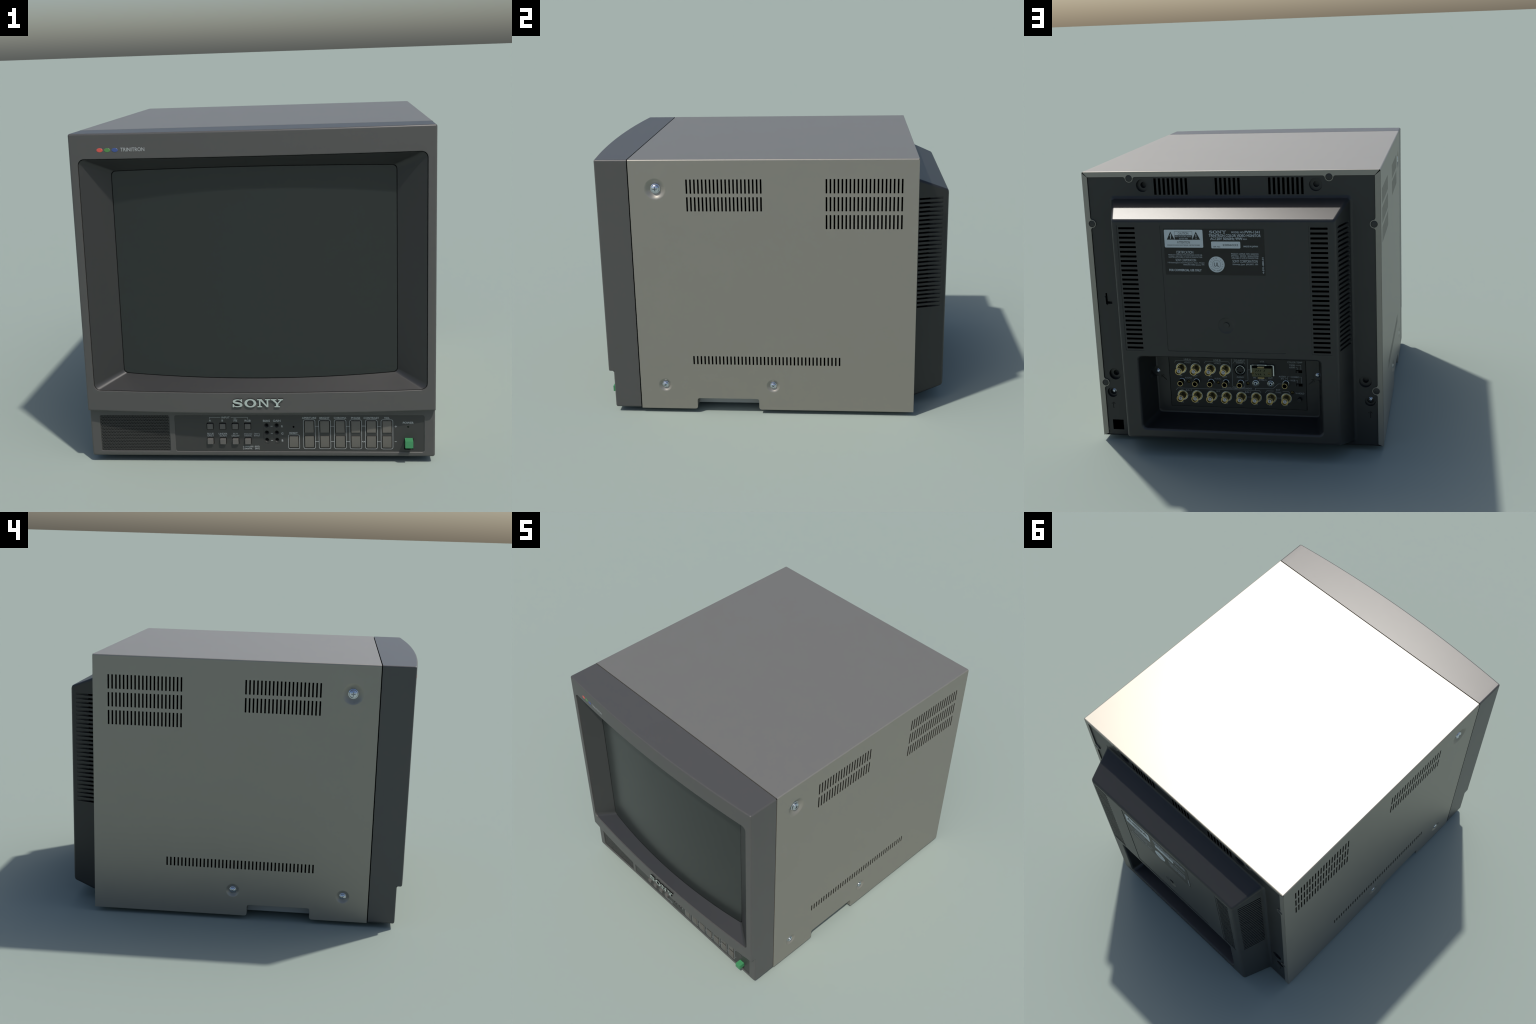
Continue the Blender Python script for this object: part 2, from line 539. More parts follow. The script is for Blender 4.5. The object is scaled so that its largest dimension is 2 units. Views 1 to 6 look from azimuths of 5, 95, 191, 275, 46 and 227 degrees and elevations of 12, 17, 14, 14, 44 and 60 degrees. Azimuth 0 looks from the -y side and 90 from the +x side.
rims += [opening_loop(-0.0022, 0), opening_loop(-0.0007, 0.0007), opening_loop(0, 0.0022), opening_loop(0.0003, 0.014)]
bez.loft(rims)
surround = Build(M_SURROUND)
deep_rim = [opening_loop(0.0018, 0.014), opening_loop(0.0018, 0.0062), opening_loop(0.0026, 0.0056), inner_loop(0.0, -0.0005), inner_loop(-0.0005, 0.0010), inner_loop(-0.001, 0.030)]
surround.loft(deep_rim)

# control strip below the lip
GR = round_rect(-0.734, -0.414, 0.0505, 0.2235, 0.007, 4)
CP = round_rect(-0.389, 0.731, 0.0495, 0.2235, 0.009, 4)
LB = 0.027
def chin_loop(inset, y):
    r = 0.010
    return [(x, y, min(z, LIP)) for x, z in round_rect(-HX + inset, HX - inset, LB + inset, LIP + .004 + inset, (r, r, .0002, .0002), ARC, (24, 12))]
C = 0.0095
chin = [chin_loop(0, SEAM), chin_loop(0, CHIN + C)]
for k in range(1, 5):
    a = k * pi / 8
    chin.append(chin_loop(C * (1 - cos(a)), CHIN + C * (1 - sin(a))))
bez.loft(chin)
face = [(p[0], p[2]) for p in chin[-1]]
clean = []
for p in face:
    if not clean or math.hypot(p[0] - clean[-1][0], p[1] - clean[-1][1]) > 1e-5:
        clean.append(p)
def grow_loop(loop, d):
    cx = sum(p[0] for p in loop) / len(loop); cz = sum(p[1] for p in loop) / len(loop)
    xs = [abs(p[0] - cx) for p in loop]; zs = [abs(p[1] - cz) for p in loop]
    return [(cx + (p[0] - cx) * (1 + d / max(xs)), cz + (p[1] - cz) * (1 + d / max(zs))) for p in loop]
chin_place = lambda x, z: (x, CHIN, z)
bez.plate(clean, [grow_loop(GR, .0018), grow_loop(CP, .0018)], (), chin_place)
for L in (GR, CP):
    bez.loft([[(x, CHIN, z) for x, z in grow_loop(L, .0018)], [(x, CHIN + .0018, z) for x, z in L], [(x, CHIN + .014, z) for x, z in L]])
# concave fillet under the lip
FR = 0.008
fil = [[(x, CHIN - FR + FR * sin(a), LIP - FR + FR * cos(a)) for x in (-HX + .0005, HX - .0005)] for a in [i * pi / 12 for i in range(7)]]
bez.loft(fil, closed=False)
for x in (-HX + .0005, HX - .0005):
    bez.add([p for p in [(x, CHIN - FR + FR * sin(i * pi / 12), LIP - FR + FR * cos(i * pi / 12)) for i in range(7)] + [(x, CHIN + .001, LIP + .001)]], [tuple(range(8))])
# underside
bez.add([(-HX + .008, SEAM, LB), (HX - .008, SEAM, LB), (HX - .008, CHIN + .01, LB), (-HX + .008, CHIN + .01, LB)], [(0, 1, 2, 3)])
bezel = link("front_bezel", bez.mesh("front_bezel", merge=2e-6), angle=40)

dark_ring = Build(M_GAP)  # black ring laid over the glass edge, drawing the dark gap there
dark_ring.loft([inner_loop(0.002, 0.0006), inner_loop(-0.0034, 0.0006), inner_loop(-0.0034, 0.006)])
link("screen_dark_ring", dark_ring.mesh("screen_dark_ring"), bezel, weighted=False)
link("screen_surround", surround.mesh("screen_surround", merge=2e-6), bezel, angle=40)
# ===================================================================== SCREEN
scr = Build(M_SCREEN)
nx, nz = 64, 24
grid = []
for j in range(nz + 1):
    z = 0.385 + (1.362 - 0.385) * j / nz
    grid.append([(0.632 * (2 * i / nx - 1), screen_y(0.632 * (2 * i / nx - 1)) + 0.0012, z) for i in range(nx + 1)])
scr.loft(grid, closed=False)
scr.loft([[(x, y + .02, z) for x, y, z in r] for r in (grid[0], grid[-1])], M_GAP, closed=False)
for a in (0, -1):
    scr.loft([grid[a], [(x, y + .02, z) for x, y, z in grid[a]]], M_GAP, closed=False)
link("screen", scr.mesh("screen"))

# ================================================== LOGO, BADGE AND COLOUR DOTS
front_plane = lambda y: (lambda u, v, h: (u, y - h, v))
def ribbon(points, widths, n=14):
    """2D outline of a stroke with a varying width along a Catmull-Rom spine."""
    P = [Vector(p) for p in points]
    sp, sw = [], []
    for i in range(len(P) - 1):
        p0, p1, p2, p3 = P[max(i - 1, 0)], P[i], P[i + 1], P[min(i + 2, len(P) - 1)]
        for k in range(n if i < len(P) - 2 else n + 1):
            t = k / n
            sp.append(.5 * ((2 * p1) + (p2 - p0) * t + (2 * p0 - 5 * p1 + 4 * p2 - p3) * t * t + (3 * p1 - p0 - 3 * p2 + p3) * t ** 3))
            s = t * t * (3 - 2 * t)
            sw.append(widths[i] * (1 - s) + widths[i + 1] * s)
    L, R = [], []
    for i, p in enumerate(sp):
        d = (sp[min(i + 1, len(sp) - 1)] - sp[max(i - 1, 0)]).normalized()
        nn = Vector((-d.y, d.x))
        L.append(p + nn * sw[i] / 2); R.append(p - nn * sw[i] / 2)
    return [tuple(p) for p in L] + [tuple(p) for p in reversed(R)]

def ellipse(cx, cy, a, b, n=40):
    return [(cx + a * cos(2 * pi * i / n), cy + b * sin(2 * pi * i / n)) for i in range(n)]

# each letter: list of (outline, holes) in a box of height 1 (slab serif, wide)
SER = 0.135
LETTERS = {
    "S": (1.16, [(ribbon([(1.03, .70), (.88, .865), (.55, .925), (.22, .80), (.24, .625), (.58, .52), (.92, .40), (.96, .20), (.62, .075), (.26, .13), (.09, .31)],
                         [.10, .12, .13, .21, .24, .25, .25, .22, .13, .12, .10]), []),
                 ([(.95, 1.0), (1.06, 1.0), (1.08, .62), (.98, .62), (.88, .80)], []),
                 ([(.04, 0.0), (.17, 0.0), (.25, .18), (.15, .40), (.04, .40)], [])]),
    "O": (1.42, [(ellipse(.71, .5, .70, .525, 48), [ellipse(.71, .5, .385, .365, 48)])]),
    "N": (1.50, [(rect(0.0, .56, 1 - SER, 1), []), (rect(0.02, .56, 0, SER), []), (rect(.20, .385, SER, 1 - SER), []),
                 ([(.20, .995), (.52, .995), (1.30, .005), (1.10, .005)], []), (rect(.93, 1.50, 1 - SER, 1), []), (rect(1.11, 1.30, .0, 1 - SER), [])]),
    "Y": (1.44, [(rect(0.0, .66, 1 - SER, 1), []), (rect(.86, 1.44, 1 - SER, 1), []), (rect(.42, 1.06, 0, SER), []),
                 (rect(.60, .88, SER, .50), []), ([(.14, 1 - SER), (.46, 1 - SER), (.80, .51), (.88, .40), (.60, .40), (.60, .45)], []),
                 ([(.70, .44), (.885, .44), (1.30, 1 - SER), (1.08, 1 - SER)], [])]),
}
LOGO_H = 0.0375
def letter_mesh(ch, h, y0, y1, mat):
    b = Build(mat)
    for k, (outl, holes) in enumerate(LETTERS[ch][1]):
        e = 0.00012 * k
        pl = lambda u, v, e=e: (u * h * (1.10 if ch == "S" else 1.0), y0 + e, v * h)
        b.plate(outl, holes, (), pl, (y1 - y0), (0, 1, 0), wall=M_GAP, outer_wall=True)
    return b.mesh("logo_letter", outward=True)
logo = bpy.data.objects.new("raised_logo", None)
bpy.context.scene.collection.objects.link(logo)
logo.parent = root
x_at = {"S": -0.1130, "O": -0.0592, "N": -0.0020, "Y": 0.0580}
fit = {"S": 1.0, "O": 1.0, "N": 0.98, "Y": .98}
for ch in "SONY":
    me = letter_mesh(ch, LOGO_H, 0.0, 0.0125, M_LOGO)
    ob = link("logo_letter", me, logo, weighted=False)
    ob.location = (x_at[ch], -1.0, 0.2915)

badge = Build(M_PRINT)
def bowed(u, v, h): return (u, front_y(u) - h, v)
text_into(badge, "TRINITRON", -0.5475, 1.4364, 0.0160, bowed, width=0.104, align="LEFT", thick=0.0006)
link("badge_lettering", badge.mesh("badge_lettering", merge=0), bezel, weighted=False, stuff=True)
for x, m, nm in ((-0.6397, M_DOT_R, "red_dot"), (-0.6066, M_DOT_G, "green_dot"), (-0.5731, M_DOT_B, "blue_dot")):
    b = Build(m)
    prof = [(0, -.0012), (.70, -.0011), (.90, -.0007), (1.0, .0003), (1.0, .004)]
    rings = [[(x + r * .0142 * cos(2 * pi * i / 32), front_y(x + r * .0142 * cos(2 * pi * i / 32)) + d, 1.4347 + r * .0090 * sin(2 * pi * i / 32)) for i in range(32)] for r, d in prof[1:]]
    b.loft(rings, cap_start=True)
    link(nm, b.mesh(nm), bezel)

# ============================================================= SPEAKER GRILLE
gri = Build(M_PANEL)
GY = CHIN + 0.0045
cols, rows = 43, 23
cw, chh = (0.320 - .004) / (cols + .5), (0.173 - .004) / rows
hr = cw * 0.37
for j in range(rows):
    z0 = 0.0525 + j * chh
    off = cw * .5 * (j % 2)
    for i in range(cols):
        x0 = -0.732 + off + i * cw
        c = (x0 + cw / 2, z0 + chh / 2)
        sq, hole = [], []
        for k in range(8):
            a = pi / 8 + k * pi / 4
            hole.append((c[0] + hr * cos(a), c[1] + hr * sin(a)))
        sq = [(x0 + cw, z0 + chh), (x0, z0 + chh), (x0, z0), (x0 + cw, z0)]
        vs = [(p[0], GY, p[1]) for p in hole] + [(p[0], GY, p[1]) for p in sq] + [(p[0], GY + .003, p[1]) for p in hole]
        fs = []
        for q in range(4):
            h0, h1, h2 = (2 * q) % 8, (2 * q + 1) % 8, (2 * q + 2) % 8
            fs += [(8 + q, h1, h0), (8 + q, 8 + (q + 1) % 4, h2, h1)]
        fs += [(k, (k + 1) % 8, 12 + (k + 1) % 8, 12 + k) for k in range(8)]
        gri.add(vs, fs)
    for e0, e1 in ((-0.736, -0.732 + off), (-0.732 + off + cols * cw, -0.412)):
        gri.add([(e0, GY, z0), (e1, GY, z0), (e1, GY, z0 + chh), (e0, GY, z0 + chh)], [(0, 1, 2, 3)])
gri.add([(-.736, GY, .048), (-.412, GY, .048), (-.412, GY, .0525), (-.736, GY, .0525)], [(0, 1, 2, 3)])
gri.add([(-.736, GY, .0525 + rows * chh), (-.412, GY, .0525 + rows * chh), (-.412, GY, .226), (-.736, GY, .226)], [(0, 1, 2, 3)])
gri.add([(-.736, GY + .010, .048), (-.412, GY + .010, .048), (-.412, GY + .010, .226), (-.736, GY + .010, .226)], [(0, 1, 2, 3)], M_VOID)
link("speaker_grille", gri.mesh("speaker_grille", outward=False), bezel, weighted=False, stuff=True)

# ============================================================== CONTROL PANEL
PY = CHIN + 0.0030
pan = Build(M_PANEL)
ROCK_X = [0.2207 + 0.06925 * i for i in range(6)]
BTN_X = [-0.2280, -0.1705, -0.1135, -0.0570]
holes = []
UP_Z, LO_Z = 0.1690, 0.0990
for x in BTN_X:
    holes += [round_rect(x - .0158, x + .0158, UP_Z - .0155, UP_Z + .0180, .004, 3), round_rect(x - .0158, x + .0158, LO_Z - .0150, LO_Z + .0165, .004, 3)]
for x in ROCK_X:
    holes.append(round_rect(x - .0226, x + .0226, 0.0655, 0.1985, .006, 3))
holes.append(round_rect(0.1505 - .0222, 0.1505 + .0222, 0.0655, 0.1262, .004, 3))
SL_X = [0.0286, 0.0739]
for x in SL_X:
    holes.append(round_rect(x - .0145, x + .0145, 0.0860, 0.1865, .0144, 6))
holes += [circle(0.1502, 0.1675, .0046, 16), circle(0.6605, 0.1680, .0046, 16), round_rect(0.6430, 0.6835, 0.0600, 0.1140, .002, 2)]
pp = lambda x, z: (x, PY, z)
pan.plate(round_rect(-0.3895, 0.7315, 0.0490, 0.2240, .009, 4), holes, (), pp, 0.010, (0, 1, 0))
pan.add([(-.3895, PY + .0095, .049), (.7315, PY + .0095, .049), (.7315, PY + .0095, .224), (-.3895, PY + .0095, .224)], [(0, 1, 2, 3)], M_GAP)
for x in SL_X:                                   # trimmer slots
    hz = [0.1735, 0.1390, 0.1035]
    pl = lambda u, v: (u, PY + .0022, v)
    hs = [circle(x, z, .0104, 20) for z in hz]
    pan.plate(round_rect(x - .0145, x + .0145, 0.0860, 0.1865, .0144, 6), hs, (), pl)
    for z, h in zip(hz, hs):
        pan.loft([[(u, PY + .0022, v) for u, v in h], [(u * .62 + x * .38, PY + .0085, v * .62 + z * .38) for u, v in h]])
panel = link("control_panel", pan.mesh("control_panel", outward=False), bezel, weighted=False)

def add_part(name, build, parent, **kw):
    return link(name, build.mesh(name), parent, **kw)

b = Build(M_BTN); b.box((-.0133, -.003, -.0128), (.0133, .012, .0128), bevel=.0016)
up = add_part("push_button", b, panel); up.location = (BTN_X[0], PY, UP_Z)
for x in BTN_X[1:]:
    repeat(up, (x, PY, UP_Z))
for x in BTN_X:
    repeat(up, (x, PY - .0085, LO_Z + .001))

def wedge(flip):
    """Key whose outer quarter bends back."""
    w, z0, z1, q = .0200, -.0272, .0272, .0125
    prof = [(z0, .008), (z0, -.0030), (z1 - q, -.0036), (z1 - .001, -.0014), (z1, .0), (z1, .008)]
    if flip:
        prof = [(-z, y) for z, y in prof][::-1]
    b = Build(M_KEY)
    b.loft([[(-w, y, z) for z, y in prof], [(-w + .0006, y - .0004, z) for z, y in prof], [(w - .0006, y - .0004, z) for z, y in prof], [(w, y, z) for z, y in prof]], cap_start=True, cap_end=True)
    return b
kt = add_part("rocker_key", wedge(False), panel, weighted=False, angle=20); kt.location = (ROCK_X[0], PY, 0.1690)
kb = add_part("rocker_key", wedge(True), panel, weighted=False, angle=20); kb.location = (ROCK_X[0], PY, 0.0960)
for x in ROCK_X[1:]:
    repeat(kt, (x, PY, 0.1690)); repeat(kb, (x, PY, 0.0960))
rs = repeat(kb, (0.1505, PY, 0.0960)); rs.name = "reset_key"
b = Build(M_PANEL)
for x in ROCK_X:
    b.box((x - .0222, PY - .0006, .1243), (x + .0222, PY + .008, .1408))
add_part("rocker_divider", b, panel, weighted=False)

b = Build(M_GREEN); b.box((0.6450, -0.9590, 0.0815), (0.6805, -0.905, 0.1155), bevel=.0012)
add_part("power_button", b, panel)
b = Build(M_LED); b.lathe([(0, 0), (.0024, .0006), (.0040, .0022), (.0042, .007)], (0.6605, PY + .0015, 0.1680), n=16)
b.lathe([(0, 0), (.0024, .0006), (.0040, .0022), (.0042, .007)], (0.1502, PY + .003, 0.1675), n=16, mat=M_GAP)
add_part("indicator_lamp", b, panel)

# printing on the control panel
pr = Build(M_PRINT)
fp = front_plane(PY)
def ft(s, x, z, h=.0088, w=None, bold=.012): text_into(pr, s, x, z, h, fp, width=w, bold=bold)
def fl(pts, w=.0015, closed=False): stroke_into(pr, pts, w, fp, closed=closed)
ft("INPUT", -.1558, .2122, .0082, .037)
fl([(-.2291, .2062), (-.2291, .2130), (-.1795, .2130)], .0013); fl([(-.1318, .2130), (-.0565, .2130), (-.0565, .2050)], .0013)
ft("A", -.2278, .1975, .0098); ft("B", -.1710, .1975, .0098)
ft("Y/C", -.1133, .2055, .0058, .0125); ft("VTR", -.1126, .1955, .0074, .0185); fl([(-.1235, .2008), (-.1020, .2008)], .0007)
ft("RGB", -.0563, .1970, .0092, .0275)
for x, a, c, wa, wc in ((-.2275, "BLUE", "ONLY", .029, .030), (-.1705, "UNDER", "SCAN", .040, .031), (-.1130, "H-V", "DELAY", .021, .036)):
    ft(a, x, .1342, .0078, wa); ft(c, x, .1245, .0078, wc)
ft("ANALOG/", -.0565, .1335, .0058, .038, .006); ft("DIGITAL", -.0562, .1248, .0058, .033, .006)
ft("EXT", -.0166, .1340, .0058, .015, .006); ft("SYNC", -.0166, .1248, .0058, .0215, .006)
for s, xx in ((1, -.0290), (-1, -.0045)):
    fl([(xx + s * .0032, .1385), (xx + s * .0006, .1350), (xx, .1297), (xx + s * .0006, .1245), (xx + s * .0032, .1210)][::s], .0009)
ft("ANALOG", -.0533, .0727, .0066, .0375); ft("(EXT)", -.0170, .0727, .0066, .0215)
ft("DIGITAL", -.0556, .0628, .0066, .034); ft("(INT)", -.0165, .0628, .0066, .0200)
fl(rect(-.0808, -.0765, .0697, .0735), .0009, True); fl(rect(-.0808, -.0765, .0592, .0660), .0009, True)
ft("BIAS", .0288, .1965, .0098, .0315); ft("GAIN", .0755, .1968, .0098, .0340)
for z in (.1705, .1362, .1022):
    fl([(.0468, z), (.0562, z)], .0019)
for s, z in (("R", .1700), ("G", .1357), ("B", .1022)):
    ft(s, .0990, z, .0096)
ft("RESET", .1500, .1383, .0086, .0375)
fl(round_rect(.1258, .1760, .0628, .1290, .006, 4), .0016, True)
for x, s, w in zip(ROCK_X, ("APERTURE", "BRIGHT", "CHROMA", "PHASE", "CONTRAST", "VOL"), (.064, .045, .056, .040, .068, .025)):
    ft(s, x, .2104, .0088, w)
    fl(round_rect(x - .0262, x + .0262, .0628, .2015, .008, 5), .0016, True)
for k in range(5):
    a, c = ROCK_X[k] + .0270, ROCK_X[k + 1] - .0270
    if k == 3:
        text_into(pr, "GRN", (a + c) / 2, .1718, .0052, fp, width=.0145); text_into(pr, "PUR", (a + c) / 2, .0975, .0056, fp, width=.0145, bold=.02)
    else:
        fl([(a, .1708), (c, .1708)], .0014); fl([(a, .0975), (c, .0975)], .0018)
fl([(.6010, .1702), (.6112, .1702)], .0020); fl([(.6061, .1653), (.6061, .1751)], .0020); fl([(.6012, .0980), (.6095, .0980)], .0022)
ft("POWER", .6607, .1875, .0100, .0475)
link("control_lettering", pr.mesh("control_lettering", merge=0), panel, weighted=False, stuff=True)

# ================================================================= REAR COVER
RY = 0.8115                                   # plane of the rear panel
rp = Build(M_REAR)
rp.box((-0.7490, 0.740, 0.029), (0.7490, RY, 1.4760))
rear = link("rear_panel", rp.mesh("rear_panel"))
cuts = Build(M_VOID)
for x1, x0, n in ((0.3915, 0.2125, 8), (0.0665, -0.0645, 6), (-0.2110, -0.3920, 8)):
    w = .0128
    p = (x1 - x0 - w) / (n - 1)
    for i in range(n):
        cx = x0 + w / 2 + p * i
        cuts.box((cx - w / 2, RY - .10, 1.3825), (cx + w / 2, RY + .01, 1.4690))
cuts.box((0.6610, RY - .06, 0.0575), (0.7235, RY + .01, 0.1160))
cut(rear, cuts.mesh("cuts"))
wells = Build(M_REAR)
WELLS = [(0.4540, 1.4312), (-0.4540, 1.4312), (0.6868, 0.3868), (-0.6868, 0.3868)]
SCREWS = [(0.7108, 0.2780), (-0.7108, 0.2780)]
for x, z in WELLS:
    wells.lathe([(0, .03), (.0335, .03), (.0335, 0), (.0330, -.019), (.0160, -.019), (.0155, -.045), (0, -.045)], (x, RY, z), n=32)
for x, z in SCREWS:
    wells.lathe([(0, .03), (.0290, .03), (.0290, 0), (.0285, -.016), (.0180, -.016), (.0175, -.028), (0, -.028)], (x, RY, z), n=32)
cut(rear, wells.mesh("wells"))
# engraved arrows, latch slot
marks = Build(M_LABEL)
def arrow_prism(b, cx, cz, ang, length, y0, y1, w=.0050):
    pts = [(-w / 2, -length / 2), (w / 2, -length / 2), (w / 2, length / 2 - .004), (.0085, length / 2 - .0125), (.0115, length / 2 - .0105), (0, length / 2 + .001),
           (-.0115, length / 2 - .0105), (-.0085, length / 2 - .0125), (-w / 2, length / 2 - .004)]
    c, s = cos(ang), sin(ang)
    q = [(cx + a * c - d * s, cz + a * s + d * c) for a, d in pts]
    b.loft([[(x, y0, z) for x, z in q], [(x, y1, z) for x, z in q]], cap_start=True, cap_end=True)
for x, z in SCREWS:
    arrow_prism(marks, x, 0.2035, 0, .036, RY - .003, RY + .01)
marks.box((0.6950, RY - .030, 0.7900), (0.7040, RY + .01, 0.8480))
cut(rear, marks.mesh("marks"))
m2 = Build(M_REAR); m2.box((0.6700, RY - .022, 0.7880), (0.6948, RY + .01, 0.8020))
cut(rear, m2.mesh("m2"))
b = Build(M_REAR)
b.box((0.7000, RY - .02, 0.7860), (0.7085, RY + .013, 0.8300), bevel=.002)
b.box((0.6955, RY - .02, 0.7820), (0.7035, RY + .010, 0.7885), bevel=.001)
add_part("latch_hook", b, rear)

sm = screw_mesh(0.0125)
for x, z in SCREWS:
    ob = bpy.data.objects.new("screw", sm); bpy.context.scene.collection.objects.link(ob)
    ob.parent = rear; ob.location = (x, RY - .026, z); ob.rotation_euler = (0.3, 0, pi / 2)

# housing ---------------------------------------------------------------------
hs = Build(M_REAR)
def housing_loop(x, z0, z1, y, r):
    return [(u, y, v) for u, v in round_rect(-x, x, z0, z1, r, 6)]
HB = dict(x=0.6265, z0=0.0450, z1=1.3670)     # at the panel
HR = dict(x=0.5685, z0=0.1040, z1=1.2890)     # rear rim
YR = 1.0
def hl(t, grow=0.0, y=None, r=.012):
    """loop on the tapered wall, t = 0 at the panel, 1 at the rear rim"""
    k = lambda key: HB[key] * (1 - t) + HR[key] * t
    return housing_loop(k("x") + grow, k("z0") - grow, k("z1") + grow, (RY + (YR - RY) * t) if y is None else y, r)
loops = [hl(0, .012, RY - .02, .020), hl(0, .012, RY + .0003, .020)]
for k in range(1, 5):
    a = k * pi / 8
    loops.append(hl(0.012 * (1 - cos(a)) / (YR - RY) * 1.0, 0.012 * (1 - sin(a)), None, .018))
RR = 0.013
loops.append(hl(1 - RR / (YR - RY)))
for k in range(1, 5):
    a = k * pi / 8
    loops.append(hl(1 - RR * (1 - sin(a)) / (YR - RY), -RR * (1 - cos(a)), None, .012))
hs.loft(loops, cap_start=True, cap_end=True)
housing = link("rear_housing", hs.mesh("rear_housing"), rear)

NS, SP, SH = 27, 0.02446, 0.0112
def vent_z(i): return 1.2520 - SP * i - SH
v1 = Build(M_REAR)                             # shallow vent frames and the label field
for s in (1, -1):
    a, c = sorted((s * .4385, s * .5425))
    v1.box((a, YR - .0018, 0.5950), (c, YR + .01, 1.2620))
v1.loft([[(x, YR - .0020, z) for x, z in round_rect(-.3065, .3145, .5965, 1.2645, .009, 4)], [(x, YR + .01, z) for x, z in round_rect(-.3065, .3145, .5965, 1.2645, .009, 4)]], cap_start=True, cap_end=True)
cut(housing, v1.mesh("v1"))
v2 = Build(M_VOID)
for i in range(NS):
    z = vent_z(i)
    for s in (1, -1):
        a, c = sorted((s * .4475, s * .5335))
        v2.box((a, YR - .13, z), (c, YR + .02, z + SH))
cut(housing, v2.mesh("v2"))
for mat, inner, y1 in ((M_REAR, .5765, .9680), (M_VOID, .5200, .8950)):   # slots shallow out to the rear
    v3 = Build(mat)
    for i in range(NS):
        z = vent_z(i)
        for s in (1, -1):
            a, c = sorted((s * inner, s * .68))
            v3.box((a, 0.8330 + (.0004 if mat is M_VOID else 0), z + (.0002 if mat is M_VOID else 0)), (c, y1, z + SH - (.0002 if mat is M_VOID else 0)))
    cut(housing, v3.mesh("v3"))
# recess for the connectors: soft mouth, tapering walls, filleted floor
rc = Build(M_REAR)
def rec(t, grow, y, r):
    k = lambda a, b_: a * (1 - t) + b_ * t
    X = k(0.480, 0.448) + grow
    return [(x, y, z) for x, z in round_rect(-X, X, k(0.158, 0.176) - grow, k(0.559, 0.553) + grow, r, 6)]
CY = 0.8200
rloops = [rec(0, .016, YR + .012, .034), rec(0, .014, YR + .0005, .032)]
for k in range(1, 5):
    a = k * pi / 8
    rloops.append(rec(0, .014 * (1 - sin(a)), YR - .014 * (1 - cos(a)), .030 - .002 * k))
rloops += [rec(1, 0, CY + .012, .022), rec(1, -.0035, CY + .0035, .020), rec(1, -.012, CY, .016)]
rc.loft(rloops, cap_start=True, cap_end=True)
cut(housing, rc.mesh("rc"))
ex = Build(M_REAR)
for s in (1, -1):
    ex.lathe([(0, 0), (.029, 0), (.029, .060), (.025, .066), (0, .066)], (s * .4400, CY - .0015, .4160), n=32)
cut(housing, ex.mesh("ex"))
# moulded dimple below the label, engraved arrows near the recess screws
dm = Build(M_REAR)
ring = lambda r, d: [(-.0015 + r * cos(2 * pi * k / 40), YR + d, .7405 + r * sin(2 * pi * k / 40)) for k in range(40)]
prof = [(.0142, .02), (.0430, .02), (.0430, -.0021), (.038, -.0040), (.028, -.0062), (.0145, -.0070), (.0142, .02)]
dm.loft([ring(*p) for p in prof])          # dished ring around a raised centre
cut(housing, dm.mesh("dm"))
ar = Build(M_LABEL)
for s in (1, -1):
    arrow_prism(ar, s * .4045, .3790, s * -radians(45), .040, CY - .003, CY + .008, .0060)
cut(housing, ar.mesh("ar"))
for s in (1, -1):
    ob = bpy.data.objects.new("screw", sm); bpy.context.scene.collection.objects.link(ob)
    ob.parent = housing; ob.location = (s * .4385, CY - .001, .4160); ob.rotation_euler = (0.4 * s, 0, pi / 2)

# rating label -----------------------------------------------------------------
LY = YR - 0.0020                                # floor of the label field
back_plane = lambda y: (lambda u, v, h: (-u, y + h, v))   # u grows to the viewer's right
lab = Build(M_LABEL)
lp = round_rect(-.2985, .2175, 1.0060, 1.2445, .004, 3)
lab.loft([[(-u, LY - .001, v) for u, v in lp], [(-u, LY + .0007, v) for u, v in lp]], cap_start=True, cap_end=True)
label = link("rating_label", lab.mesh("rating_label"), housing, weighted=False)
si = Build(M_SILVER)
bp = back_plane(LY + .0007)
def slab(loop, h=.0004, mat=None):
    si.add([bp(u, v, h) for u, v in loop], [tuple(range(len(loop)))], mat)
# positions below are in label pixels of a 1568-wide close-up, mapped linearly
def LP(px, py):
    u = -.2985 + (px - 95 - (py - 100) * .045) * (.516 / 1115.0)
    v = 1.2445 - (py - 95 - (px - 95) * .008) * (.2385 / 515.0)
    return u, v
slab(round_rect(-.2940, -.0945, 1.1480, 1.2395, .005, 4))
slab(round_rect(-.0530, .0955, 1.1450, 1.1800, .005, 4))
slab(circle(-.0310, 1.0620, .0412, 40))
link("silver_field", si.mesh("silver_field", merge=0), label, weighted=False, stuff=True)
dk = Build(M_LABEL)
bp2 = back_plane(LY + .0012)
def dark(loop): dk.add([bp2(u, v, .0002) for u, v in loop], [tuple(range(len(loop)))])
for cx in (-.2610, -.1290):
    dark([(cx - .0205, 1.1885), (cx + .0205, 1.1885), (cx, 1.2300)])
dark(rect(-.2390, -.1500, 1.1885, 1.2115))
stroke_into(dk, rect(-.2405, -.1485, 1.1885, 1.2310), .0010, bp2, closed=True, thick=.0002)
def dt(s, u, v, h, w=None, bold=0.0): text_into(dk, s, u, v, h, bp2, width=w, bold=bold, thick=.0002)
dt("CAUTION", -.1950, 1.2210, .0130, .0540); dt("ATTENTION", -.1955, 1.1755, .0130, .0660)
dt("RISQUE DE CHOC ELECTRIQUE  NE PAS OUVRIR", -.1960, 1.1605, .0066, .168)
dt("SER. NO.", -.0245, 1.1535, .0070, .0370); dt("2006032", .0450, 1.1625, .0105, .0800)
dt("UL", -.0310, 1.0620, .0200, .0260, .01)
stroke_into(dk, circle(-.0310, 1.0620, .0215, 36), .0010, bp2, closed=True, thick=.0002)
